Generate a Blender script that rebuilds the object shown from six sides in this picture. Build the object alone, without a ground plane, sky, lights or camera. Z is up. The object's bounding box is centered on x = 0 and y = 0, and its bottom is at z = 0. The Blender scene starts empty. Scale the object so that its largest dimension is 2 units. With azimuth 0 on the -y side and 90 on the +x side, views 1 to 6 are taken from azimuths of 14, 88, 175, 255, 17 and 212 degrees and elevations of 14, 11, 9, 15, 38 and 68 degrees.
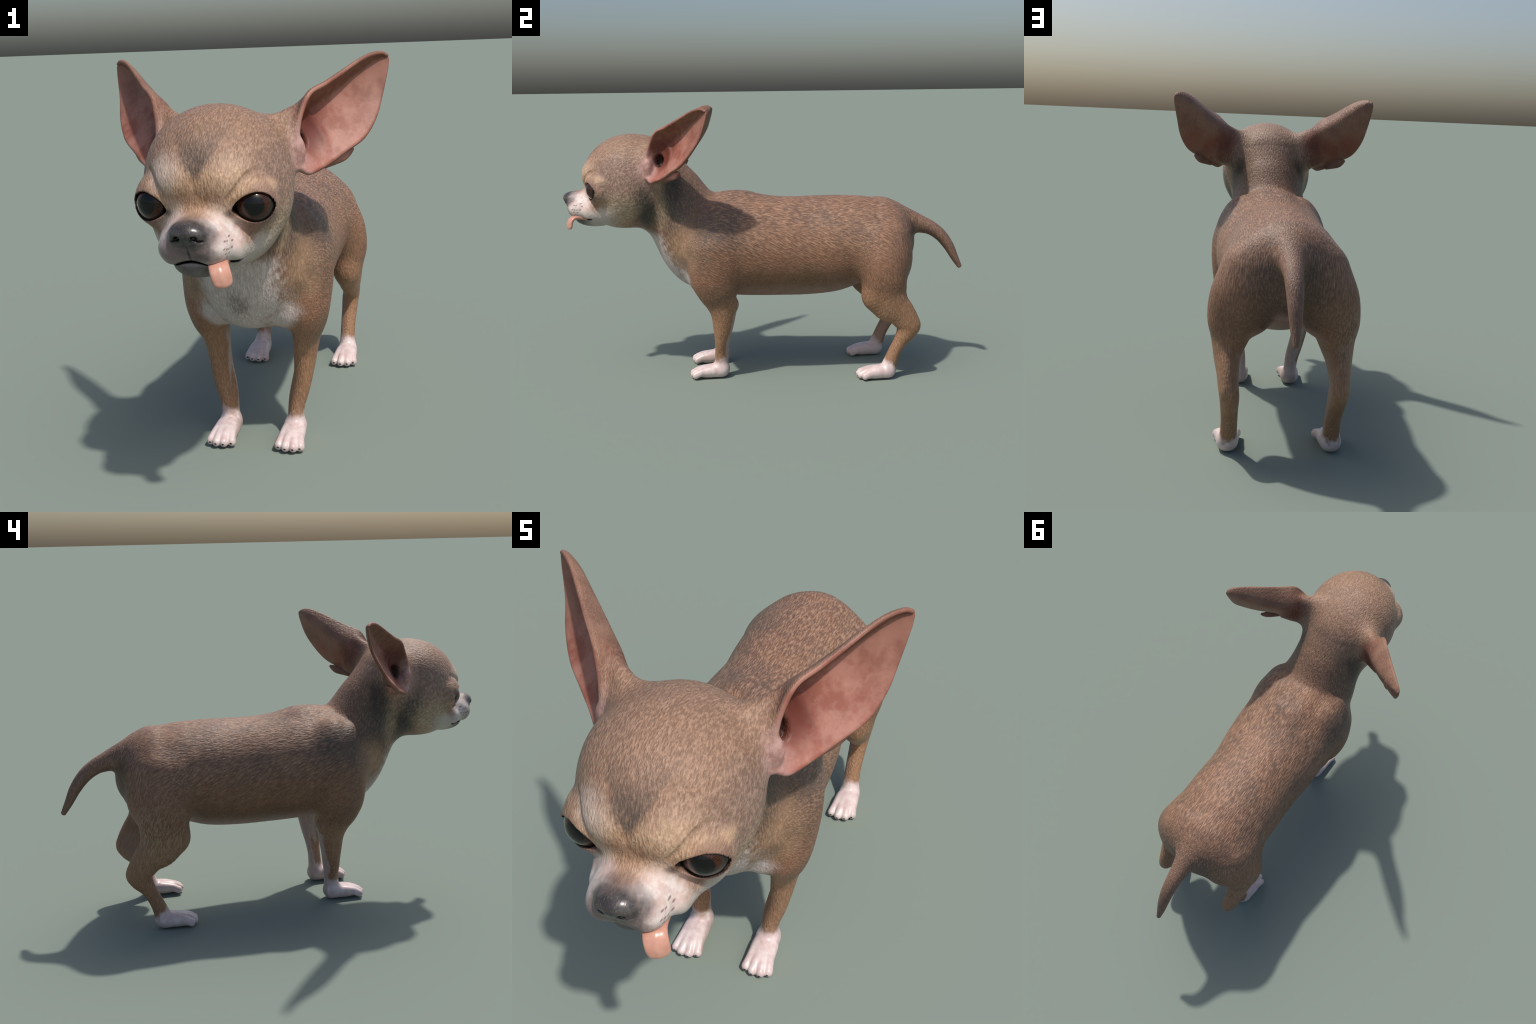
import bpy, math, random
import numpy as np
from mathutils import Vector, Matrix
from mathutils.bvhtree import BVHTree

random.seed(7)
H = 0.0034            # spacing of the sampling lattice of the skin

# =====================================================================
#  Soft-solid modelling: the dog is one skin wrapped round soft solids.
#  Everything is modelled for the dog's left half (x >= 0) and mirrored.
#  The dog faces -y.
# =====================================================================
FAR = 1.0


def smin(a, b, k):
    h = np.maximum(k - np.abs(a - b), 0.0) / k
    return np.minimum(a, b) - h * h * k * 0.25


def smax(a, b, k):
    return -smin(-a, -b, k)


def rot_axes(rx=0, ry=0, rz=0):
    return np.array(Matrix.Rotation(rz, 3, 'Z') @ Matrix.Rotation(ry, 3, 'Y') @ Matrix.Rotation(rx, 3, 'X'))


class Ellipsoid:
    def __init__(self, c, r, rot=(0, 0, 0)):
        self.c, self.r = np.array(c, float), np.array(r, float)
        self.M = rot_axes(*rot)
        R = max(r)
        self.lo, self.hi = self.c - R, self.c + R

    def __call__(self, P):
        q = (P - self.c) @ self.M
        k0 = np.sqrt(((q / self.r) ** 2).sum(1))
        k1 = np.sqrt(((q / self.r ** 2) ** 2).sum(1)) + 1e-9
        return np.where(k0 < 0.05, -self.r.min(), k0 * (k0 - 1) / k1)


def catmull(pts, n):
    """dense smooth curve through rows of control values"""
    p = np.array(pts, float)
    p = np.vstack([2 * p[0] - p[1], p, 2 * p[-1] - p[-2]])
    out = []
    m = len(p) - 3
    for i in range(m):
        a, b, c, d = p[i:i + 4]
        for t in np.linspace(0, 1, n, endpoint=False):
            out.append(0.5 * (2 * b + (c - a) * t + (2 * a - 5 * b + 4 * c - d) * t * t + (3 * b - a - 3 * c + d) * t ** 3))
    out.append(p[-2])
    return np.array(out)


class Sweep:
    """limb / trunk: stations (x, y, z, half width, radius up, radius down) along a spine"""

    def __init__(self, stations, lat=(1, 0, 0), n=5, cap=0.9):
        st = [s if len(s) == 6 else (*s, s[4]) for s in stations]
        S = catmull(st, n)
        self.c, self.r = S[:, :3], np.maximum(S[:, 3:], 0.003)
        T = np.gradient(self.c, axis=0)
        T /= np.linalg.norm(T, axis=1)[:, None]
        L = np.array(lat, float) - T * (T @ np.array(lat, float))[:, None]
        L /= np.linalg.norm(L, axis=1)[:, None]
        self.T, self.L, self.cap = T, L, cap
        R = self.r.max(1)[:, None]
        self.lo, self.hi = (self.c - R).min(0), (self.c + R).max(0)

    def __call__(self, P):
        best = np.full(len(P), 1e9)
        bi = np.zeros(len(P), int)
        bt = np.zeros(len(P))
        for i in range(len(self.c) - 1):
            a, b = self.c[i], self.c[i + 1]
            ab = b - a
            t = np.clip(((P - a) @ ab) / (ab @ ab), 0, 1)
            d = ((P - a - t[:, None] * ab) ** 2).sum(1)
            m = d < best
            best[m], bi[m], bt[m] = d[m], i, t[m]
        f = lambda A: A[bi] * (1 - bt)[:, None] + A[bi + 1] * bt[:, None]
        c, r, T, L = f(self.c), f(self.r), f(self.T), f(self.L)
        B = np.cross(L, T)
        o = P - c
        a, b, e = (o * L).sum(1), (o * B).sum(1), (o * T).sum(1)
        rb = np.where(b > 0, r[:, 1], r[:, 2])
        rc = np.minimum(r[:, 0], .5 * (r[:, 1] + r[:, 2])) * self.cap
        ra = r[:, 0]
        k0 = np.sqrt((a / ra) ** 2 + (b / rb) ** 2 + (e / rc) ** 2)
        k1 = np.sqrt((a / ra ** 2) ** 2 + (b / rb ** 2) ** 2 + (e / rc ** 2) ** 2) + 1e-9
        return np.where(k0 < 0.05, -np.minimum(ra, rb), k0 * (k0 - 1) / k1)


# ------------------------------------------------------------- trunk
torso = Sweep([
    (0, -.425, .66, .110, .08, .105),
    (0, -.380, .66, .155, .135, .165),
    (0, -.300, .66, .205, .212, .230),
    (0, -.150, .66, .242, .253, .260),
    (0, .040, .645, .243, .248, .253),
    (0, .200, .630, .228, .261, .237),
    (0, .350, .643, .232, .252, .231),
    (0, .500, .665, .226, .227, .188),
    (0, .585, .682, .203, .202, .150)])
perineum = Ellipsoid((0, .628, .625), (.110, .108, .100))
breast = Ellipsoid((0, -.360, .615), (.150, .132, .163))
armpit = Ellipsoid((.125, -.275, .495), (.060, .100, .062))
neck = Sweep([
    (0, -.57, 1.02, .160, .150, .150),
    (0, -.505, .92, .164, .183, .178),
    (0, -.435, .825, .173, .188, .180),
    (0, -.365, .75, .192, .190, .195),
    (0, -.230, .67, .20, .20, .20)])
scapula = Ellipsoid((.163, -.228, .700), (.088, .112, .180), (0, -.18, 0))
collar = Ellipsoid((.172, -.296, .770), (.046, .038, .085), (.25, -.25, 0))
withers = Ellipsoid((.030, -.15, .862), (.05, .10, .05))
buttock = Ellipsoid((.118, .628, .585), (.085, .086, .120), (.12, 0, 0))
thigh = Sweep([
    (.140, .565, .690, .095, .105, .105),
    (.170, .570, .590, .108, .115, .125),
    (.190, .575, .500, .096, .103, .118),
    (.200, .582, .430, .070, .098, .112),
    (.207, .608, .375, .051, .085, .098),
    (.205, .652, .325, .041, .072, .066),
    (.202, .684, .280, .0375, .060, .060),
    (.197, .683, .240, .036, .052, .054),
    (.195, .655, .190, .033, .034, .035),
    (.193, .624, .130, .031, .030, .032),
    (.193, .603, .075, .032, .033, .036)])
tail = Sweep([
    (0, .650, .785, .066, .055, .050),
    (0, .715, .765, .054, .052, .048),
    (0, .775, .742, .043, .044, .046),
    (0, .832, .720, .035, .035, .036),
    (0, .884, .682, .031, .031, .031),
    (0, .928, .626, .026, .026, .026),
    (0, .960, .566, .019, .019, .019),
    (0, .987, .519, .011, .012, .012)])
# ------------------------------------------------------------- foreleg
foreleg = Sweep([
    (.165, -.265, .660, .083, .125, .120),
    (.178, -.255, .540, .079, .112, .118),
    (.178, -.240, .460, .066, .095, .105),
    (.166, -.224, .390, .051, .070, .080),
    (.160, -.219, .330, .043, .058, .060),
    (.154, -.224, .260, .036, .046, .046),
    (.144, -.233, .185, .030, .031, .031),
    (.128, -.233, .120, .027, .029, .031),
    (.120, -.233, .060, .029, .033, .036)])
elbow = Ellipsoid((.160, -.170, .383), (.026, .028, .034))
ulna = Sweep([(.158, -.176, .37, .020, .020, .020), (.142, -.190, .28, .018, .018, .018), (.124, -.203, .20, .019, .017, .017), (.113, -.213, .14, .018, .016, .016), (.112, -.219, .085, .017, .015, .015)])
patella = Ellipsoid((.205, .505, .415), (.040, .040, .048))
hock = Ellipsoid((.198, .717, .266), (.025, .028, .034))


def paw(cx, cy, heel_y, tips, half):
    prims = [Ellipsoid((cx, cy, .030), (half, abs(cy - heel_y), .034), (.13, 0, 0)),
             Ellipsoid((cx, heel_y - .033 * np.sign(heel_y - cy), .034), (.035, .034, .035))]
    toes = []
    for i, (x, y) in enumerate(tips):
        bx = cx + (x - cx) * .62
        toes.append(Sweep([(bx, cy + .01, .040, .017, .019, .019), (.5 * (x + bx), y + .052, .0335, .0155, .0180, .0185),
                           (x, y + .018, .0195, .0152, .0170, .018)], n=3, cap=1.0))
    return prims, toes


FORE_TIPS = [(.084, -.381), (.110, -.392), (.137, -.392), (.160, -.381)]
HIND_TIPS = [(.154, .444), (.182, .433), (.211, .437), (.235, .455)]
fore_paw = paw(.119, -.285, -.200, FORE_TIPS, .042)
hind_paw = paw(.196, .538, .624, HIND_TIPS, .044)

# ------------------------------------------------------------- head
cranium = Ellipsoid((0, -.652, 1.020), (.208, .230, .190))
face = Ellipsoid((0, -.660, .925), (.203, .205, .162))
EYE_C = np.array((.137, -.796, .953))
EYE_R = .0605
GAZE = np.array((.18, -.97, -.13)); GAZE /= np.linalg.norm(GAZE)
EYE_U = np.cross((0, 0, 1), -GAZE); EYE_U /= np.linalg.norm(EYE_U)
if EYE_U[0] < 0:
    EYE_U = -EYE_U
EYE_V = np.cross(GAZE, EYE_U)
if EYE_V[2] < 0:
    EYE_V = -EYE_V
lid = Ellipsoid(EYE_C, (.0668, .0668, .0668))
brow = Ellipsoid((.058, -.818, 1.022), (.062, .064, .052), (0, .25, 0))
muzzle = Ellipsoid((0, -.865, .875), (.087, .112, .068))
lip = Ellipsoid((.044, -.899, .850), (.050, .068, .050), (0, 0, .25))
flew = Ellipsoid((.084, -.822, .835), (.034, .064, .046), (0, 0, .35))
jaw = Ellipsoid((0, -.838, .803), (.080, .104, .045))
jaw_back = Ellipsoid((.05, -.72, .84), (.10, .11, .073))
nose_pad = Ellipsoid((0, -.950, .902), (.050, .047, .031))
nose_wing = Ellipsoid((.030, -.963, .893), (.018, .024, .018))
nostril = Ellipsoid((.0225, -.992, .891), (.0085, .014, .007), (0, 0, -.3))
nostril_slit = Ellipsoid((.037, -.980, .884), (.014, .010, .0035), (0, .35, -.5))
ear_root = Sweep([(.110, -.560, 1.060, .085, .060, .060), (.160, -.535, 1.080, .088, .054, .050), (.205, -.500, 1.098, .092, .044, .040),
                  (.245, -.470, 1.118, .088, .034, .030)], lat=(0, 0, 1), cap=.8)
concha = Ellipsoid((.287, -.532, 1.115), (.100, .070, .105), (0, 0, -.81))
ear_canal = Ellipsoid((.210, -.500, 1.090), (.026, .022, .030), (0, 0, -.6))
tragus = Ellipsoid((.216, -.553, 1.062), (.020, .020, .036))
ear_pocket = Sweep([(.280, -.480, 1.008, .009, .008, .008), (.325, -.430, 1.030, .018, .008, .008), (.343, -.411, 1.041, .014, .007, .007), (.354, -.399, 1.049, .006, .005, .005)], lat=(-.2, -.3, .9), cap=.7)

# ---- ear: leading edge, trailing edge and depth of the cup, station by station
EAR = catmull([
    (.212, -.560, 1.080, .218, -.558, 1.015, .012),
    (.213, -.555, 1.125, .240, -.540, .998, .038),
    (.222, -.538, 1.172, .262, -.516, 1.004, .058),
    (.243, -.510, 1.224, .293, -.480, 1.020, .068),
    (.284, -.459, 1.250, .337, -.438, 1.051, .064),
    (.323, -.411, 1.277, .385, -.390, 1.085, .056),
    (.363, -.362, 1.306, .416, -.343, 1.142, .042),
    (.398, -.322, 1.325, .431, -.300, 1.210, .028),
    (.429, -.290, 1.330, .444, -.276, 1.280, .013),
    (.445, -.274, 1.322, .447, -.269, 1.312, .004)], 6)
EAR_FACE = np.array((.68, -.72, .11)); EAR_FACE /= np.linalg.norm(EAR_FACE)


def ear_sheet():
    ts = np.linspace(0, 1, 25)
    shape = np.where(ts < .3, 1 - (1 - ts / .3) ** 2, 1 - ((ts - .3) / .7) ** 1.6)
    V = []
    for s in EAR:
        f, b, d = s[:3], s[3:6], s[6]
        V.append(f + (b - f) * ts[:, None] - EAR_FACE * (d * shape)[:, None])
    V = np.array(V)
    m, n = V.shape[:2]
    F = [(i * n + j, i * n + j + 1, (i + 1) * n + j + 1, (i + 1) * n + j) for i in range(m - 1) for j in range(n - 1)]
    return V.reshape(-1, 3), F


ev, ef = ear_sheet()
EAR_BVH = BVHTree.FromPolygons([Vector(v) for v in ev], ef)
EAR_LO, EAR_HI = ev.min(0), ev.max(0)
EAR_ROOT, EAR_TIP = np.array((.2, -.55, 1.08)), np.array((.45, -.27, 1.32))


def ear_shell(P):
    out = np.empty(len(P))
    find = EAR_BVH.find_nearest
    for i, p in enumerate(P):
        out[i] = find(p)[3]
    ax = EAR_TIP - EAR_ROOT
    s = np.clip((P - EAR_ROOT) @ ax / (ax @ ax), 0, 1)
    return out - (.0095 - .0035 * s)


def eye_opening(P):
    """almond shaped gap between the lids; negative inside"""
    o = P - EYE_C
    u, v, g = o @ EYE_U, o @ EYE_V, o @ GAZE
    w = np.clip((u + .057) / .116, 1e-6, 1 - 1e-6)

    def arch(p, q):
        pk = p / (p + q)
        return (w ** p * (1 - w) ** q) / (pk ** p * (1 - pk) ** q)
    mid = -.005 + .004 * w
    up = mid + .046 * arch(.66, .56)
    lo = mid - .037 * arch(.90, .55)
    return np.maximum(np.maximum((v - up) * .85, (lo - v) * .85), np.maximum(np.abs(u - .001) - .0575, .004 - g))


def lip_line(P):
    """height of the mouth slit at the muzzle, sagging to the sides"""
    x, y = P[:, 0], P[:, 1]
    back = np.clip((y + .975) / .18, 0, 1)
    return .824 - .016 * np.clip(x / .05, 0, 1) ** 2 * (1 - back) - .018 * back


def sdf(Pin):
    P = Pin.copy()
    P[:, 0] = np.abs(P[:, 0])
    n = len(P)
    d = np.full(n, FAR)

    def near(prim, m=.06):
        return np.nonzero(np.all((P > prim.lo - m) & (P < prim.hi + m), axis=1))[0]

    def add(prim, k, m=.06):
        i = near(prim, max(m, k + .01))
        if len(i):
            d[i] = smin(d[i], prim(P[i]), k)

    def cut(prim, k, m=.03):
        i = near(prim, m)
        if len(i):
            d[i] = smax(d[i], -prim(P[i]), k)

    # trunk
    for prim, k in ((torso, .03), (breast, .08), (neck, .06), (scapula, .045), (collar, .035), (withers, .05), (thigh, .06), (buttock, .05), (perineum, .05),
                    (patella, .04), (hock, .022), (tail, .040), (foreleg, .045), (armpit, .05), (elbow, .014), (ulna, .02)):
        add(prim, k, .09)
    # paws, toes as bundles with creases between them
    for (body, toes) in (fore_paw, hind_paw):
        for b in body:
            add(b, .025)
        i = near(body[0], .09)
        if len(i):
            Q = P[i]
            td = toes[0](Q)
            for t in toes[1:]:
                td = smin(td, t(Q), .006)
            d[i] = smin(d[i], td, .014)
    # head
    add(cranium, .06, .09)
    add(face, .07, .09)
    add(jaw_back, .06)
    add(brow, .05)
    add(lid, .030)
    i = np.nonzero(np.all((P > (-.1, -1.1, .70)) & (P < (.2, -.72, 1.02)), axis=1))[0]
    if len(i):
        Q = P[i]
        up = smin(muzzle(Q), lip(Q), .030)
        up = smin(up, flew(Q), .035)
        philtrum = np.hypot(Q[:, 0], np.maximum(np.abs(Q[:, 2] - .852) - .020, 0)) - .0016
        up = smax(up, -np.where(Q[:, 1] < -.93, philtrum, .1), .006)
        nose = smin(nose_pad(Q), nose_wing(Q), .012)
        up = smin(up, nose, .020)
        nost = np.minimum(nostril(Q), nostril_slit(Q))
        up = smax(up, -nost, .004)
        h = smin(d[i], up, .036)
        lo = jaw(Q)
        h2 = smin(h, lo, .006)
        # slit of the mouth
        slit = np.maximum(np.abs(Q[:, 2] - lip_line(Q)) - .0025, np.maximum(-.03 - up, Q[:, 1] + .842))
        h2 = smax(h2, -slit, .004)
        d[i] = h2
    # eye opening
    i = np.nonzero(((P - EYE_C) ** 2).sum(1) < .11 ** 2)[0]
    if len(i):
        # folds of the lids: heavy upper lid, furrow under the brow, bag below
        o = P[i] - EYE_C
        er, u, v = np.linalg.norm(o, axis=1), o @ EYE_U, o @ EYE_V
        ramp = lambda x, a, b: np.clip((x - a) / (b - a), 0, 1)
        upper = ramp(v, .018, .042)
        inner = ramp(u, .030, -.005)
        d[i] += .0048 * np.exp(-((er - .0930) / .0080) ** 2) * upper * inner
        d[i] -= .0045 * np.exp(-((er - .076) / .0085) ** 2) * upper * ramp(er, .060, .068)
        lower = ramp(v, -.020, -.045)
        d[i] += .0030 * np.exp(-((er - .084) / .006) ** 2) * lower * ramp(u, .02, -.01)
        d[i] = smax(d[i], -eye_opening(P[i]), .004)
    # ear
    add(ear_root, .05)
    cut(concha, .020)
    i = np.nonzero(np.all((P > EAR_LO - .03) & (P < EAR_HI + .03), axis=1))[0]
    if len(i):
        d[i] = smin(d[i], ear_shell(P[i]), .022)
    add(ear_pocket, .005)
    add(tragus, .016)
    cut(ear_canal, .012)
    # soles rest on the ground
    i = np.nonzero(P[:, 2] < .05)[0]
    if len(i):
        d[i] = smax(d[i], .0005 - P[i, 2], .008)
    return d


# =====================================================================
#  Skin: lattice sampling near the surface, surface nets, projection
# =====================================================================
def chunked(P, n=200000):
    return np.concatenate([sdf(P[i:i + n]) for i in range(0, len(P), n)]) if len(P) else np.zeros(0)


def build_half_skin():
    lo = np.array((-.5 * H, -1.04, -.02))
    hi = np.array((.49, 1.03, 1.37))
    B = 4
    nb = np.ceil((hi - lo) / (H * B)).astype(int)
    N = nb * B + 1
    ctr = np.stack(np.meshgrid(*[np.arange(k) for k in nb], indexing='ij'), -1).reshape(-1, 3)
    dc = chunked(lo + (ctr + .5) * H * B)
    near = np.abs(dc) < H * B * 1.45
    G = np.full(N, 1.0, np.float32)
    # coarse sign everywhere, then exact values in the blocks near the surface
    sign = np.where(dc < 0, -1.0, 1.0).reshape(nb).astype(np.float32)
    G[:-1, :-1, :-1] = sign.repeat(B, 0).repeat(B, 1).repeat(B, 2)
    blocks = ctr[near] * B
    off = np.stack(np.meshgrid(*[np.arange(B + 1)] * 3, indexing='ij'), -1).reshape(-1, 3)
    flat = np.unique((((blocks[:, None, :] + off) * np.array((N[1] * N[2], N[2], 1))).sum(-1)).ravel())
    idx = np.stack(np.unravel_index(flat, N), -1)
    G.ravel()[flat] = chunked(lo + idx * H)
    # surface nets
    S = G < 0
    C = [S[a:S.shape[0] - 1 + a, b:S.shape[1] - 1 + b, c:S.shape[2] - 1 + c] for a in (0, 1) for b in (0, 1) for c in (0, 1)]
    cnt = sum(c.astype(np.int8) for c in C)
    cells = np.argwhere((cnt > 0) & (cnt < 8))
    vid = np.full(cnt.shape, -1, np.int32)
    vid[tuple(cells.T)] = np.arange(len(cells))
    acc = np.zeros((len(cells), 3))
    num = np.zeros(len(cells))
    corner = [np.array((a, b, c)) for a in (0, 1) for b in (0, 1) for c in (0, 1)]
    val = [G[tuple((cells + c).T)].astype(float) for c in corner]
    for p in range(8):
        for q in range(p + 1, 8):
            if np.abs(corner[p] - corner[q]).sum() != 1:
                continue
            m = (val[p] < 0) != (val[q] < 0)
            t = val[p][m] / (val[p][m] - val[q][m])
            acc[m] += corner[p] + t[:, None] * (corner[q] - corner[p])
            num[m] += 1
    V = lo + (cells + acc / num[:, None]) * H
    quads = []
    for axis in range(3):
        a1, a2 = [(1, 2), (2, 0), (0, 1)][axis]
        e = np.zeros(3, int); e[axis] = 1
        A = S[tuple(slice(0, S.shape[k] - e[k]) for k in range(3))]
        Bv = S[tuple(slice(e[k], S.shape[k]) for k in range(3))]
        ed = np.argwhere(A != Bv)
        ed = ed[(ed[:, a1] > 0) & (ed[:, a2] > 0)]
        ed = ed[(ed[:, a1] < cnt.shape[a1]) & (ed[:, a2] < cnt.shape[a2])]
        inside = A[tuple(ed.T)]
        u = np.zeros(3, int); u[a1] = 1
        w = np.zeros(3, int); w[a2] = 1
        q = np.stack([vid[tuple((ed - u - w).T)], vid[tuple((ed - w).T)], vid[tuple(ed.T)], vid[tuple((ed - u).T)]], 1)
        q[~inside] = q[~inside][:, ::-1]
        quads.append(q)
    Q = np.concatenate(quads)
    Q = Q[(Q >= 0).all(1)]
    on_mid = cells[:, 0] == 0
    return V, Q, on_mid


def gradient(P, e=.0008):
    return np.stack([(chunked(P + d) - chunked(P - d)) / (2 * e) for d in np.eye(3) * e], 1)


V, Q, mid = build_half_skin()
for _ in range(1):
    g = gradient(V)
    l2 = np.maximum((g ** 2).sum(1), .25)
    step = (chunked(V) / l2)[:, None] * g
    ln = np.linalg.norm(step, axis=1)[:, None]
    V = V - step * np.minimum(1, .5 * H / np.maximum(ln, 1e-9))
V[mid, 0] = 0
# keep only the skin itself: drop loose inner bubbles
nV = len(V)
lab = np.arange(nV)
while True:
    m = lab[Q].min(1)
    new = lab.copy()
    for k in range(4):
        np.minimum.at(new, Q[:, k], m)
    new = new[new]
    if (new == lab).all():
        break
    lab = new
main = np.bincount(lab).argmax()
Q = Q[lab[Q[:, 0]] == main]
used = np.unique(Q)
remap = np.full(nV, -1); remap[used] = np.arange(len(used))
V, Q, mid = V[used], remap[Q], mid[used]
# smoothing: one light pass everywhere takes the lattice grain out, more passes relax the trunk and upper limbs
nV = len(V)
Qf = Q.ravel()
nxt, prv = np.roll(Q, -1, 1).ravel(), np.roll(Q, 1, 1).ravel()
deg = np.bincount(Qf, minlength=nV) * 2.0
trunk = np.clip((V[:, 1] * .72 - V[:, 2] * .69 + .98) / .06, 0, 1) * np.clip((V[:, 2] - .13) / .06, 0, 1)
rear = np.clip((V[:, 1] + .10) / .15, 0, 1) * np.clip((V[:, 2] - .50) / .08, 0, 1) * np.clip((.72 - V[:, 1]) / .08, 0, 1)
passes = [(np.ones(nV), .52), (np.ones(nV), -.53)] + [(trunk, .52), (trunk, -.53)] * 18 + [(rear, .55)] * 70
for w, lam in passes:
    s = np.stack([np.bincount(Qf, V[nxt, k] + V[prv, k], minlength=nV) for k in range(3)], 1)
    V = V + (lam * w)[:, None] * (s / deg[:, None] - V)
    V[mid, 0] = 0
# mirror
other = np.where(mid, np.arange(nV), 0)
other[~mid] = nV + np.arange((~mid).sum())
VV = np.vstack([V, V[~mid] * (-1, 1, 1)])
QQ = np.vstack([Q, other[Q][:, ::-1]])


# =====================================================================
#  Node helper: small arithmetic language for procedural masks
# =====================================================================
class N:
    tree = None

    def __init__(self, sock):
        self.s = sock

    @staticmethod
    def node(kind, **props):
        n = N.tree.nodes.new(kind)
        for k, v in props.items():
            setattr(n, k, v)
        return n

    @staticmethod
    def plug(inp, v):
        if isinstance(v, N):
            N.tree.links.new(v.s, inp)
        else:
            inp.default_value = v

    @staticmethod
    def m(op, *a, clamp=False):
        n = N.node('ShaderNodeMath', operation=op, use_clamp=clamp)
        for i, v in enumerate(a):
            N.plug(n.inputs[i], v)
        return N(n.outputs[0])

    def __add__(s, o): return N.m('ADD', s, o)
    def __radd__(s, o): return N.m('ADD', o, s)
    def __sub__(s, o): return N.m('SUBTRACT', s, o)
    def __rsub__(s, o): return N.m('SUBTRACT', o, s)
    def __mul__(s, o): return N.m('MULTIPLY', s, o)
    def __rmul__(s, o): return N.m('MULTIPLY', o, s)
    def __truediv__(s, o): return N.m('DIVIDE', s, o)
    def abs(s): return N.m('ABSOLUTE', s)
    def max(s, o): return N.m('MAXIMUM', s, o)
    def min(s, o): return N.m('MINIMUM', s, o)
    def sat(s): return N.m('ADD', s, 0.0, clamp=True)


def step(v, a, b):
    """smooth 0..1 as v goes from a to b (a may exceed b)"""
    n = N.node('ShaderNodeMapRange', interpolation_type='SMOOTHSTEP')
    if a > b:
        return 1.0 - step(v, b, a)
    N.plug(n.inputs[0], v)
    n.inputs[1].default_value, n.inputs[2].default_value = a, b
    return N(n.outputs[0])


def noise(vec, scale, detail=2.0, rough=.5, stretch=(1, 1, 1), turn=(0, 0, 0), shift=(0, 0, 0), dist=0.0):
    mp = N.node('ShaderNodeMapping')
    N.plug(mp.inputs['Vector'], vec)
    # rotate first, then stretch
    rotv = N.node('ShaderNodeVectorRotate', rotation_type='EULER_XYZ')
    N.plug(rotv.inputs['Vector'], vec)
    rotv.inputs['Rotation'].default_value = turn
    N.tree.links.new(rotv.outputs[0], mp.inputs['Vector'])
    mp.inputs['Scale'].default_value = stretch
    mp.inputs['Location'].default_value = shift
    t = N.node('ShaderNodeTexNoise')
    N.tree.links.new(mp.outputs[0], t.inputs['Vector'])
    t.inputs['Scale'].default_value = scale
    t.inputs['Detail'].default_value = detail
    t.inputs['Roughness'].default_value = rough
    t.inputs['Distortion'].default_value = dist
    return N(t.outputs['Fac'])


def mix(f, a, b):
    n = N.node('ShaderNodeMix', data_type='RGBA')
    N.plug(n.inputs[0], f)
    for sock, v in ((n.inputs[6], a), (n.inputs[7], b)):
        N.plug(sock, v if isinstance(v, N) else (*v, 1.0))
    return N(n.outputs[2])


def mixf(f, a, b):
    return a + (b - a) * f


def new_mat(name):
    m = bpy.data.materials.new(name)
    m.use_nodes = True
    m.node_tree.nodes.clear()
    N.tree = m.node_tree
    out = N.node('ShaderNodeOutputMaterial')
    bs = N.node('ShaderNodeBsdfPrincipled')
    N.tree.links.new(bs.outputs[0], out.inputs[0])
    return m, bs


def coords():
    tc = N.node('ShaderNodeTexCoord')
    P = N(tc.outputs['Object'])
    sx = N.node('ShaderNodeSeparateXYZ')
    N.plug(sx.inputs[0], P)
    return P, N(sx.outputs[0]), N(sx.outputs[1]), N(sx.outputs[2])


def bump(height, strength, distance):
    b = N.node('ShaderNodeBump')
    N.plug(b.inputs['Strength'], strength)
    b.inputs['Distance'].default_value = distance
    N.plug(b.inputs['Height'], height)
    return N(b.outputs[0])


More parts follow.
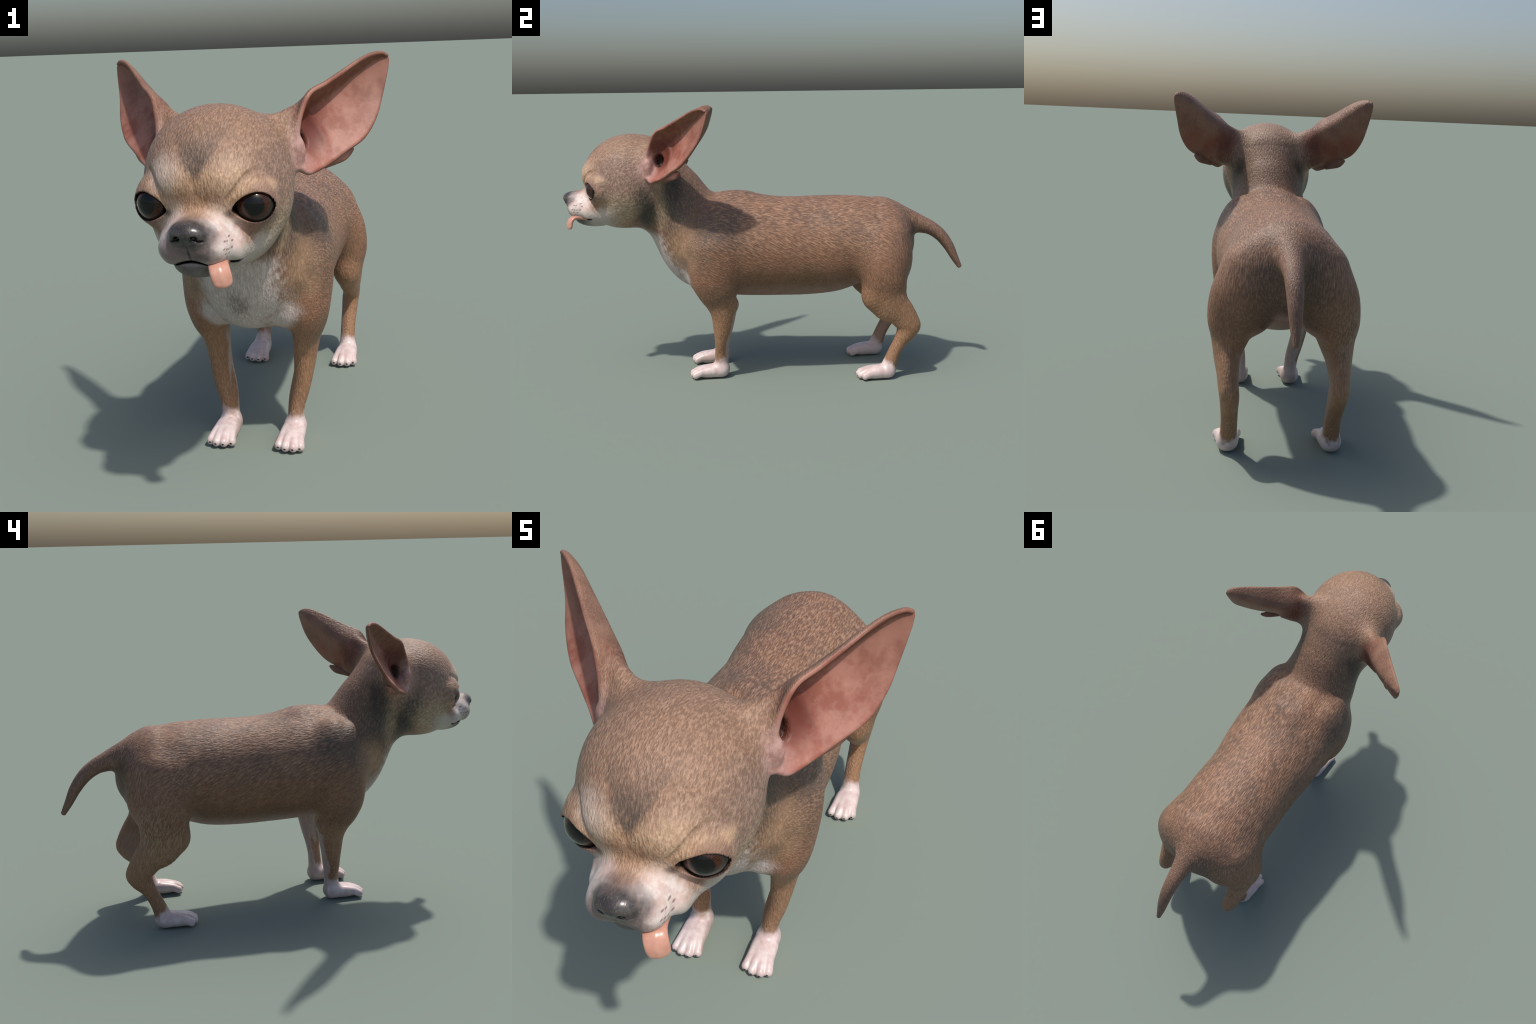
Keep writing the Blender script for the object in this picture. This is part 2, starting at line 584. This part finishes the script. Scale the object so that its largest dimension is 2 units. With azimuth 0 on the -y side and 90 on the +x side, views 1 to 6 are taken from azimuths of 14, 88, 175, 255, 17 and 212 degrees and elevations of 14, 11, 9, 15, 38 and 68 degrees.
# =====================================================================
#  Coat
# =====================================================================
def coat_material():
    m, bs = new_mat('short_fawn_coat')
    P, X, Y, Z = coords()
    ax = X.abs()
    geo = N.node('ShaderNodeNewGeometry')
    sn = N.node('ShaderNodeSeparateXYZ')
    N.tree.links.new(geo.outputs['Normal'], sn.inputs[0])
    nx, ny, nz = (N(o) for o in sn.outputs)
    nax = nx * N.m('SIGN', X)

    wob = noise(P, 9, 3, .6) - .5
    wob2 = noise(P, 26, 3, .6, shift=(3, 1, 5)) - .5
    tuft = noise(P, 70, 2, .6, stretch=(1, .5, .5), shift=(1, 7, 2)) - .5

    def blob(cx, cy, cz, rx, ry, rz, soft=.35, ragged=.5, x=None):
        a = ((ax if x is None else x) - cx) / rx
        b = (Y - cy) / ry
        c = (Z - cz) / rz
        d = N.m('SQRT', a * a + b * b + c * c) + (wob2 + tuft * .6) * ragged
        return step(d, 1 + soft, 1 - soft)

    # ---- hair streaks, laid along the lie of the coat
    s_back = noise(P, 185, 2, .6, stretch=(1, .20, .8), turn=(.12, 0, 0), dist=.25)
    s_side = noise(P, 185, 2, .6, stretch=(1, .18, 1), turn=(.50, 0, 0), dist=.25)
    s_leg = noise(P, 185, 2, .6, stretch=(1, 1, .20), turn=(-.30, 0, 0), dist=.25)
    s_head = noise(P, 205, 2, .6, stretch=(1, .36, .30), dist=.25)
    rump = step(Y + (Z - .6) * -.3, .50, .68)
    low = step(Z - Y * .12, .56, .44)
    s = mixf(step(Z, .80, .70), s_back, s_side)
    s = mixf((low.max(rump)).sat(), s, s_leg)
    neckm = step(Y * .72 - Z * .69, -.78, -.84)
    s = mixf(neckm * step(nax, .2, .6), s, s_leg)
    s = mixf(step(Y, -.34, -.42) * step(Z, .80, .74), s, s_leg)
    headm = step(Y * .72 - Z * .69, -.99, -1.05)
    s = mixf(headm, s, s_head)
    streak = mixf(headm, step(s, .36, .76), step(s, .34, .74))  # high threshold: thin pale strokes tinted like glints on darker hair
    fine = noise(P, 330, 1, .5, stretch=(1, .3, .5))

    # ---- ground colour: fawn with darker saddle hairs, warm flanks
    patch = step(noise(P, 5.0, 3, .6, shift=(2, 2, 9)), .36, .66)
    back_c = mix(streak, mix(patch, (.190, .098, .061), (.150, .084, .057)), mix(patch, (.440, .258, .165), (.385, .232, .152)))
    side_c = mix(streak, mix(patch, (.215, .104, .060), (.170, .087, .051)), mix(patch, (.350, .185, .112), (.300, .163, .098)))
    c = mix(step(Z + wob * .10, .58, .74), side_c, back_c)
    grey = step(noise(P, 7, 3, .65, shift=(8, 3, 1)), .46, .66) * step(Z, .66, .80) * step(Y, -.30, -.1)
    c = mix(grey * mixf(streak, .40, .10), c, (.100, .075, .063))
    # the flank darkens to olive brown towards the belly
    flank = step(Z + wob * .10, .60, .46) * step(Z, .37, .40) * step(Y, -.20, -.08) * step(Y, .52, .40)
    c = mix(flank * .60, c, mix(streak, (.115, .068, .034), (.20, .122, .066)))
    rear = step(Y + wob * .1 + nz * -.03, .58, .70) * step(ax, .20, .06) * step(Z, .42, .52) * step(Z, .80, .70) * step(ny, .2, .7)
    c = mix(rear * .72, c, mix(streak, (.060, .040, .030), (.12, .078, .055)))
    tailm = step(Y, .72, .78)
    c = mix(tailm * .7, c, mix(streak, (.19, .110, .078), (.29, .175, .125)))
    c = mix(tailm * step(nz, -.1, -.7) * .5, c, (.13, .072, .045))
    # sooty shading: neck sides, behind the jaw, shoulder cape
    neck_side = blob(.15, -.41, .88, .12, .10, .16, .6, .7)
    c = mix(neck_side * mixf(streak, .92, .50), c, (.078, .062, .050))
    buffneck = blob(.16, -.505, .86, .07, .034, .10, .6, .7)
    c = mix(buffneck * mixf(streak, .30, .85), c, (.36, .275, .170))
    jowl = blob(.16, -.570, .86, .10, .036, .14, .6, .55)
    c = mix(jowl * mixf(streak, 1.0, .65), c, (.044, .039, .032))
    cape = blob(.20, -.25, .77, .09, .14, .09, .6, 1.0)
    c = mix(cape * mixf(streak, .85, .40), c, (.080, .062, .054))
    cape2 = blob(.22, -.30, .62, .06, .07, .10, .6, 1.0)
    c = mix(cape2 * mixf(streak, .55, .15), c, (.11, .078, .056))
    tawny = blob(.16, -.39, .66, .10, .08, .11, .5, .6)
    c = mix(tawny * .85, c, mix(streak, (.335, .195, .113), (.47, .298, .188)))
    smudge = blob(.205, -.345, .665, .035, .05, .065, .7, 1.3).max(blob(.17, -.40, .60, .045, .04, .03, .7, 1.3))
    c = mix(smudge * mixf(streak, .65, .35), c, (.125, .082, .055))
    # legs: warm orange fawn
    legs = step(Z + wob * .06, .50, .36)
    c = mix(legs * .75, c, mix(streak, (.290, .156, .084), (.410, .240, .140)))
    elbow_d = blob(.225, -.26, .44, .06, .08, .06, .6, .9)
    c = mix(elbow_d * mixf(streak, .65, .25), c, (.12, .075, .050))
    # ---- pale underside
    under = step(nz + wob2 * .5, -.50, -.88) * step(Z, .33, .37) * step(Z, .60, .54) * step(ax, .21, .13) * step(Y, -.28, -.2)
    c = mix(under * .85, c, mix(step(noise(P, 12, 3, .6), .4, .62), (.32, .215, .175), (.36, .19, .16)))
    white = mix(streak, (.47, .395, .365), (.64, .560, .525))
    fluff = wob2 * .9 + tuft * .5
    chest_front = step(ny + nz * .05 + fluff * .6, -.20, -.70) * step(ax + fluff * .08 - (.60 - Z).max(0.0) * .45, .165, .090) * step(Z, .76, .70) * step(Z - (ax - .06).max(0.0) * 1.0, .35, .41) * step(Y, -.25, -.31)
    throat = step(ax + wob2 * .05, .085, .045) * step(Y, -.34, -.38) * step(nz * .6 + ny * .6, -.15, -.45) * step(Z, .84, .79)
    c = mix((chest_front.max(throat) * mixf(streak, .88, .98)).sat(), c, white)
    chest_smudge = blob(.0, -.49, .575, .032, .06, .045, .7, 1.1)
    c = mix(chest_smudge * mixf(streak, .75, .3), c, (.15, .11, .085))
    # ---- head
    hc = mix(streak, (.285, .172, .118), (.465, .300, .212))
    c = mix(headm * .92, c, hc)
    crown = step(Z + wob * .08, .96, 1.18) * headm
    c = mix(crown * mixf(streak, .40, .12), c, (.20, .122, .078))
    nape = neckm * step(nz, .1, .5)
    c = mix(nape * .5, c, mix(streak, (.20, .115, .075), (.36, .22, .145)))
    temple = blob(.20, -.70, 1.02, .08, .14, .10, .6, .7) * headm
    c = mix(temple * .55, c, mix(streak, (.16, .108, .090), (.29, .200, .165)))
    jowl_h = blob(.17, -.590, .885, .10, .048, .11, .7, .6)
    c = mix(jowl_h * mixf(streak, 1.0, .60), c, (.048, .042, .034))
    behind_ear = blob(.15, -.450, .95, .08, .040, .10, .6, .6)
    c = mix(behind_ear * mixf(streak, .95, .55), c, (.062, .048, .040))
    cheek = blob(.16, -.70, .865, .09, .10, .075, .6, .8) * headm
    c = mix(cheek * .80, c, mix(streak, (.29, .205, .130), (.48, .375, .260)))
    # warm mask between and round the eyes, pale spots over them
    maskw = blob(.05, -.87, 1.00, .13, .07, .062, .5, .5)
    c = mix(maskw * .85, c, mix(streak, (.345, .200, .115), (.58, .380, .245)))
    frown = blob(.0, -.885, .985, .055, .03, .020, .7, .6)
    c = mix(frown * .5, c, (.20, .10, .055))
    rightm = step(X, .02, -.02)
    spot = blob(.092, -.850, 1.040, .048, .07, .048, .7, .9)
    c = mix(spot * mixf(streak, .55, .80) * mixf(rightm, .60, 1.0), c, mix(rightm, (.60, .43, .31), (.62, .50, .43)))
    eyelight = blob(.190, -.815, 1.005, .045, .05, .018, .6, .4)
    c = mix(eyelight * .7, c, (.50, .33, .21))
    under_eye = blob(.130, -.835, .895, .085, .07, .030, .6, .5)
    c = mix(under_eye * .75, c, mix(streak, (.21, .115, .072), (.34, .200, .128)))
    vee = step(ax - (Z - 1.028) * .62 + wob2 * .035 + tuft * .035, .018, -.010) * step(Z + wob * .08, 1.19, 1.07) * step(Y, -.66, -.76)
    c = mix(vee * mixf(streak, .95, .62), c, (.098, .072, .057))
    # white muzzle and lower cheek
    pinkw = mix(step(noise(P, 24, 3, .65, shift=(9, 0, 0)), .40, .64), (.60, .455, .415), (.74, .655, .615))
    muz = blob(.040, -.918, .868, .110, .102, .072, .25, .40) * step(Y, -.775, -.83)
    c = mix(muz * .96, c, pinkw)
    tear = blob(.062, -.885, .945, .030, .035, .026, .6, .6)
    c = mix(tear * .30, c, (.70, .57, .50))
    chin_w = step(Z - (ax - .06) * .35 + wob2 * .05, .850, .805) * step(Y, -.68, -.80)
    c = mix(chin_w * .85, c, (.48, .43, .39))
    bridge = blob(.0, -.900, .948, .032, .050, .035, .7, .7)
    c = mix(bridge * .85, c, mix(streak, (.27, .155, .092), (.44, .275, .175)))
    # grey round the nose and down the lips
    mottle = step(noise(P, 38, 3, .65, shift=(1, 2, 8)), .36, .66)
    nosegrey = blob(.0, -.962, .895, .074, .066, .052, .40, .50)
    c = mix(nosegrey * .92, c, mix(mottle, (.070, .056, .054), (.130, .095, .090)))
    lipgrey = blob(.0, -.985, .842, .086, .060, .048, .45, .5)
    c = mix(lipgrey * .88, c, mix(mottle, (.070, .055, .053), (.135, .098, .092)))
    lipright = blob(.06, -.955, .838, .05, .05, .05, .6, .5, x=0.0 - X)
    c = mix(lipright * .6, c, (.22, .16, .155))
    lowlip = step(Z, .818, .802) * step(Y, -.83, -.90)
    c = mix(lowlip * .85, c, mix(mottle, (.045, .042, .043), (.085, .078, .076)))
    # nose leather
    a, b, d = ax / .0545, (Y + .953) / .0520, (Z - .899) / .0350
    nd = N.m('SQRT', a * a + b * b + d * d) + wob2 * .10
    nosem = step(nd + wob2 * .25 + (Y + .975).max(0.0) * 5.0, 1.22, .92)
    c = mix(nosem, c, mix(mottle, (.038, .034, .033), (.068, .060, .058)))
    a, b, d = (ax - .0225) / .012, (Y + .992) / .020, (Z - .891) / .0092
    c = mix(step(N.m('SQRT', a * a + b * b + d * d), 1.15, .75), c, (.003, .003, .003))
    # mouth slit
    back = ((Y + .975) / .18).sat()
    lx = (ax / .05).sat()
    lipz = .824 - .016 * lx * lx * (1.0 - back) - .018 * back
    mouth = step((Z - lipz).abs(), .0075, .0025) * step(Y, -.835, -.865)
    c = mix(mouth * .97, c, (.014, .010, .009))
    phil = step(ax, .0045, .001) * step(Z, .872, .866) * step(Z, .818, .826) * step(Y, -.94, -.955)
    c = mix(phil * .7, c, (.03, .024, .024))
    # whisker roots: short rows of dark dots on the flews
    side = step(ax, .045, .06)
    for wy, wz, ln in ((-.929, .874, .005), (-.918, .873, .005), (-.897, .882, .009), (-.890, .869, .006), (-.939, .855, .004), (-.928, .853, .005),
                       (-.917, .852, .005), (-.900, .853, .006), (-.932, .841, .005), (-.914, .841, .005), (-.923, .832, .004), (-.931, .825, .004), (-.913, .825, .004)):
        a = (Y - wy - (Z - wz) * .6) / ln
        b = (Z - wz) / .0030
        dot = step(N.m('SQRT', a * a + b * b) + wob2 * .8, 1.25, .55) * side
        c = mix(dot * .75, c, (.17, .090, .080))
    # eyelids
    ex, ey, ez = (float(v) for v in EYE_C)
    a, b, d = ax - ex, Y - ey, Z - ez
    er = N.m('SQRT', a * a + b * b + d * d)
    front = step(b, -.005, -.02)
    c = mix(step(er, .084, .067) * front * .72, c, (.20, .112, .085))
    c = mix(step(er, .0680, .0640) * front * .97, c, (.022, .014, .012))
    inner = blob(.083, -.850, .935, .020, .022, .013, .5, .3)
    c = mix(inner * .85, c, (.05, .03, .025))
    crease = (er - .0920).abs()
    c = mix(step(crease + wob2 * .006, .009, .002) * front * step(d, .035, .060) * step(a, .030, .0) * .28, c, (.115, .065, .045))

    # ---- ears
    along = ((ax - .20) * .62 + (Y + .55) * .59 + (Z - 1.08) * .52)
    earm = step(ax, .200, .235) * step(Z, .965, .99) * step(Y, -.600, -.575)
    ear_back = mix(step(noise(P, 14, 3, .6), .35, .65), (.195, .100, .068), (.270, .145, .098))
    c = mix(earm * .85, c, ear_back)
    glow_b = blob(.37, -.36, 1.12, .05, .06, .06, .6, .4)  # red glow of light through the thin ear, painted into the colour
    glow_c = blob(.29, -.43, 1.10, .05, .06, .05, .6, .6)
    c = mix(earm * glow_b.max(glow_c) * .6, c, (.26, .080, .046))
    inner_dir = nax * (.68 * .8 + .42 * .6) + ny * (-.72 * .8 + .27 * .6) + nz * (.11 * .8 - .87 * .6)
    inm = step(inner_dir, .06, .32) * step(ax, .208, .228) * step(Z, .975, 1.0) * step(Y, -.62, -.585)
    e_n = noise(P, 13, 4, .65, shift=(5, 5, 0))
    e_m = noise(P, 34, 3, .65, shift=(0, 5, 3))
    pink = mix(step(e_n, .36, .62), (.265, .092, .064), (.385, .175, .132))
    pink = mix(step(e_m, .50, .68) * .30, pink, (.43, .25, .21))
    pink = mix(step(e_m, .44, .30) * .35, pink, (.21, .085, .065))
    pink = mix(step(along, .20, .36) * .75, pink, mix(step(e_n, .38, .62), (.200, .088, .062), (.270, .125, .090)))
    pink = mix(step(along, .15, .04) * step(e_n, .62, .38) * .45, pink, (.36, .11, .08))
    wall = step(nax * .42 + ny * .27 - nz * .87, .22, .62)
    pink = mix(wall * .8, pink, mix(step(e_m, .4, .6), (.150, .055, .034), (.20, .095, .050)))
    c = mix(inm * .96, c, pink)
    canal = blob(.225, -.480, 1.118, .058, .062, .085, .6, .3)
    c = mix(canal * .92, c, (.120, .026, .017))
    hole = blob(.200, -.495, 1.088, .022, .030, .032, .3, .1)
    c = mix(hole, c, (.030, .008, .006))
    trag = blob(.226, -.562, 1.055, .045, .045, .078, .6, .4)
    c = mix(trag * .80, c, mix(step(e_m, .40, .62), (.40, .225, .195), (.52, .335, .300)))

    # ---- paws
    pawc = mix(step(noise(P, 30, 3, .6), .35, .65), (.60, .455, .440), (.70, .585, .560))
    fz = Z + wob2 * .07 + tuft * .04
    front_half = step(Y, .1, 0)
    fore_p = front_half * step(fz - nax * .008, .114, .064)
    hind_p = step(Y, 0, .1) * step(fz + (Y - .59).max(0.0) * 1.0, .112, .072)
    paws = (fore_p + hind_p).sat()
    c = mix(paws, c, pawc)
    # pale inner and hind face of the forelegs
    inside = front_half * step(Z, .41, .36) * step(nax * -.50 + ny * .85 + wob2 * .4 + tuft * .3, .16, .44)
    c = mix(inside * .9, c, mix(streak, (.44, .33, .295), (.53, .415, .38)))
    inhind = step(Y, 0, .1) * step(Z, .40, .30) * step(nax * -.9 - ny * .3, .5, .85)
    c = mix(inhind * .4, c, (.40, .28, .245))
    buff = blob(.25, .60, .46, .06, .10, .14, .7, 1.0, x=0.0 - X)
    c = mix(buff * streak * .6, c, (.40, .31, .215))
    c = mix(step(fine, .56, .76) * .12 * (1.0 - inm), c, (.6, .5, .42))

    N.plug(bs.inputs['Base Color'], c)
    bare = (paws.max(inm).max(muz * .7)).sat()
    wet = nosem.max(mouth)
    rough = mixf(bare, .48, mixf(paws, .40, .32))
    rough = mixf(inm, rough, .50)
    rough = mixf(nosegrey, rough, .42)
    N.plug(bs.inputs['Roughness'], mixf(wet, rough, .27))
    N.plug(bs.inputs['Specular IOR Level'], mixf(inm, mixf(bare.max(nosegrey), .28, .46), .28))
    hair_amt = (1.0 - bare.max(nosem)).max(.0)
    bumpy = s + fine * .2
    N.plug(bs.inputs['Normal'], bump(mixf(bare, bumpy, e_m), hair_amt * .60 + .07, .006))
    bs.inputs['Subsurface Weight'].default_value = .04
    bs.inputs['Subsurface Radius'].default_value = (.02, .008, .005)
    return m


def eye_material():
    m, bs = new_mat('brown_dog_eye')
    P, X, Y, Z = coords()            # local: z is the gaze
    r = N.m('SQRT', X * X + Y * Y) / EYE_R
    ang = N.m('ARCTAN2', Y, X)
    sx = N.node('ShaderNodeCombineXYZ')
    N.plug(sx.inputs[0], N.m('COSINE', ang) * 1.0)
    N.plug(sx.inputs[1], N.m('SINE', ang) * 1.0)
    N.plug(sx.inputs[2], r * .35)
    fib = noise(N(sx.outputs[0]), 16, 3, .6)
    iris = mix(step(fib, .35, .68), (.012, .005, .003), (.075, .022, .008))
    c = mix(step(r, .50, .42), iris, (.004, .004, .004))
    c = mix(step(r, .63, .68), c, (.032, .020, .015))
    c = mix(step(r, .70, .84), c, (.006, .004, .004))
    N.plug(bs.inputs['Base Color'], c)
    bs.inputs['Roughness'].default_value = .30
    bs.inputs['Specular IOR Level'].default_value = .10
    bs.inputs['Coat Weight'].default_value = 1.0
    bs.inputs['Coat Roughness'].default_value = .03
    bs.inputs['Coat IOR'].default_value = 1.33
    return m


def tongue_material():
    m, bs = new_mat('moist_pink_tongue')
    P, X, Y, Z = coords()
    n = noise(P, 40, 3, .6)
    c = mix(step(n, .35, .65), (.50, .245, .180), (.56, .30, .220))
    N.plug(bs.inputs['Base Color'], c)
    bs.inputs['Roughness'].default_value = .27
    bs.inputs['Subsurface Weight'].default_value = .15
    bs.inputs['Subsurface Radius'].default_value = (.02, .008, .005)
    N.plug(bs.inputs['Normal'], bump(noise(P, 400, 1), .05, .001))
    return m


def claw_material():
    m, bs = new_mat('dark_horn_claw')
    P, X, Y, Z = coords()
    c = mix(step(noise(P, 300, 2), .35, .65), (.030, .022, .018), (.060, .045, .036))
    N.plug(bs.inputs['Base Color'], c)
    bs.inputs['Roughness'].default_value = .7
    bs.inputs['Specular IOR Level'].default_value = .15
    return m


COAT, EYE, TONGUE, CLAW = coat_material(), eye_material(), tongue_material(), claw_material()

# =====================================================================
#  Objects
# =====================================================================
col = bpy.context.scene.collection
dog = bpy.data.objects.new('dog', None)
dog.empty_display_size = .1
col.objects.link(dog)
dog['label'] = 'small short-haired fawn dog with huge ears, tongue out'
dog['category'] = 'chihuahua dog'


def link(ob, parent):
    col.objects.link(ob)
    ob.parent = parent
    return ob


# whole skin, once, for its normals
skin = bpy.data.meshes.new('skin')
skin.from_pydata(VV.tolist(), [], QQ.tolist())
skin.update()
vn = np.empty(len(VV) * 3)
skin.vertex_normals.foreach_get('vector', vn)
vn = vn.reshape(-1, 3)
bpy.data.meshes.remove(skin)

# ---- regions
fc = VV[QQ].mean(1)
fa = fc.copy(); fa[:, 0] = np.abs(fa[:, 0])
fx, fy, fz = fa.T
left = fc[:, 0] > 0
region = np.full(len(QQ), 'torso', dtype=object)
neck_line = fy * .72 - fz * .69            # grows towards the body
region[neck_line < -.80] = 'neck'
region[neck_line < -1.00] = 'head'
region[(fy > .0) & (region != 'torso')] = 'torso'
region[(fy < -.02) & (fz < .455) & (fx > .085)] = 'foreleg'
region[(fy < 0) & (fz < .085)] = 'forepaw'
region[(fy > .35) & (fz < .56) & (fx > .06) & (fz < .40 + (fx - .06) * 1.1)] = 'hindleg'
region[(fy > .3) & (fz < .10) & (fy < .7)] = 'hindpaw'
region[(fy > .765) & (fz > .4)] = 'tail'
hd = np.nonzero((region == 'head') | (region == 'neck'))[0]
ear_i = hd[(fx[hd] > .19) & (fz[hd] > .97) & (fy[hd] > -.60)]
ear_d = ear_shell(fa[ear_i])
region[ear_i[(ear_d < .008)]] = 'ear'
nose_d = np.minimum(nose_pad(fa), nose_wing(fa))
region[(nose_d < .0015) & (fy < -.935) & (fz > .868)] = 'nose'
for kind in ('ear', 'foreleg', 'forepaw', 'hindleg', 'hindpaw'):
    m = region == kind
    region[m & left] = kind + '|l'
    region[m & ~left] = kind + '|r'


def skin_part(key, name, parent, mat):
    f = QQ[region == key]
    if not len(f):
        return None
    u = np.unique(f)
    rm = np.full(len(VV), -1); rm[u] = np.arange(len(u))
    me = bpy.data.meshes.new(name)
    me.from_pydata(VV[u].tolist(), [], rm[f].tolist())
    me.materials.append(mat)
    me.polygons.foreach_set('use_smooth', [True] * len(me.polygons))
    me.update()
    me.normals_split_custom_set_from_vertices(vn[u].tolist())
    ob = bpy.data.objects.new(name, me)
    return link(ob, parent)


torso_o = skin_part('torso', 'torso', dog, COAT)
neck_o = skin_part('neck', 'neck', dog, COAT)
head_o = skin_part('head', 'head', dog, COAT)
nose_o = skin_part('nose', 'nose', head_o, COAT)
tail_o = skin_part('tail', 'tail', dog, COAT)
legs = {}
for side in 'lr':
    skin_part('ear|' + side, 'ear', head_o, COAT)
    legs['f' + side] = skin_part('foreleg|' + side, 'foreleg', dog, COAT)
    skin_part('forepaw|' + side, 'forepaw', legs['f' + side], COAT)
    legs['h' + side] = skin_part('hindleg|' + side, 'hindleg', dog, COAT)
    skin_part('hindpaw|' + side, 'hindpaw', legs['h' + side], COAT)


def ball(name, seg, rings, radii, mat, deform=None):
    me = bpy.data.meshes.new(name)
    vs, fs = [], []
    for i in range(rings + 1):
        th = math.pi * i / rings
        for j in range(seg):
            ph = 2 * math.pi * j / seg
            p = Vector((math.sin(th) * math.cos(ph), math.sin(th) * math.sin(ph), math.cos(th)))
            if deform:
                p = deform(p)
            vs.append((p.x * radii[0], p.y * radii[1], p.z * radii[2]))
    for i in range(rings):
        for j in range(seg):
            a, b = i * seg + j, i * seg + (j + 1) % seg
            fs.append((a, a + seg, b + seg, b))
    me.from_pydata(vs, [], fs)
    me.polygons.foreach_set('use_smooth', [True] * len(me.polygons))
    me.materials.append(mat)
    me.validate()
    return me


# ---- eyes with a slightly raised cornea
def cornea(p):
    t = max(0.0, (p.z - .72) / .28)
    return p * (1 + .045 * t * t * (3 - 2 * t))


eye_me = ball('eye', 64, 48, (EYE_R,) * 3, EYE, cornea)
for sx in (1, -1):
    e = link(bpy.data.objects.new('eye', eye_me), head_o)
    e.location = Vector(EYE_C * (sx, 1, 1))
    g = Vector((sx * .25, -.96, .03)).normalized()
    e.rotation_euler = g.to_track_quat('Z', 'Y').to_euler()


# ---- tongue: a soft tab hanging over the lower lip
def tongue():
    spine = catmull([(.060, -.880, .806), (.066, -.922, .812), (.074, -.944, .807), (.082, -.955, .790), (.087, -.957, .770), (.089, -.957, .757)], 8)
    lat = Vector((.84, .52, .08)).normalized()
    vs, fs, n = [], [], 28
    m = len(spine)
    T = np.gradient(spine, axis=0)
    for i, c in enumerate(spine):
        t = Vector(T[i]).normalized()
        up = lat.cross(t).normalized()
        k = i / (m - 1)
        end = max(0, (k - .58) / .42)
        rnd = math.sqrt(max(0.0, 1 - (end * .985) ** 2.6))
        w = .0285 * (.22 + .78 * rnd)
        th = .0100 * (.35 + .65 * rnd)
        for j in range(n):
            a = 2 * math.pi * j / n
            ca, sa = math.cos(a), math.sin(a)
            x = math.copysign(abs(ca) ** .75, ca) * w
            y = math.copysign(abs(sa) ** .75, sa) * th
            y -= .0025 * math.exp(-(x / .006) ** 2)
            p = Vector(c) + lat * x + up * y
            vs.append(p)
    for i in range(m - 1):
        for j in range(n):
            a, b = i * n + j, i * n + (j + 1) % n
            fs.append((a, b, b + n, a + n))
    prev = (m - 1) * n
    fs.append(tuple(prev + j for j in range(n)))
    fs.append(tuple(reversed(range(n))))
    me = bpy.data.meshes.new('tongue')
    me.from_pydata([tuple(v) for v in vs], [], fs)
    me.polygons.foreach_set('use_smooth', [True] * len(me.polygons))
    me.materials.append(TONGUE)
    ob = link(bpy.data.objects.new('tongue', me), head_o)
    md = ob.modifiers.new('soft', 'SUBSURF')
    md.levels = md.render_levels = 1


tongue()

# ---- claws
claw_me = ball('claw', 16, 10, (.0052, .0050, .0042), CLAW)
for tips, key in ((FORE_TIPS, 'f'), (HIND_TIPS, 'h')):
    for side, sx in (('l', 1), ('r', -1)):
        for x, y in tips:
            c = link(bpy.data.objects.new('claw', claw_me), legs[key + side])
            c.location = (sx * x, y + .0058, .0195)
            c.rotation_euler = (.25, 0, sx * random.uniform(-.1, .1))
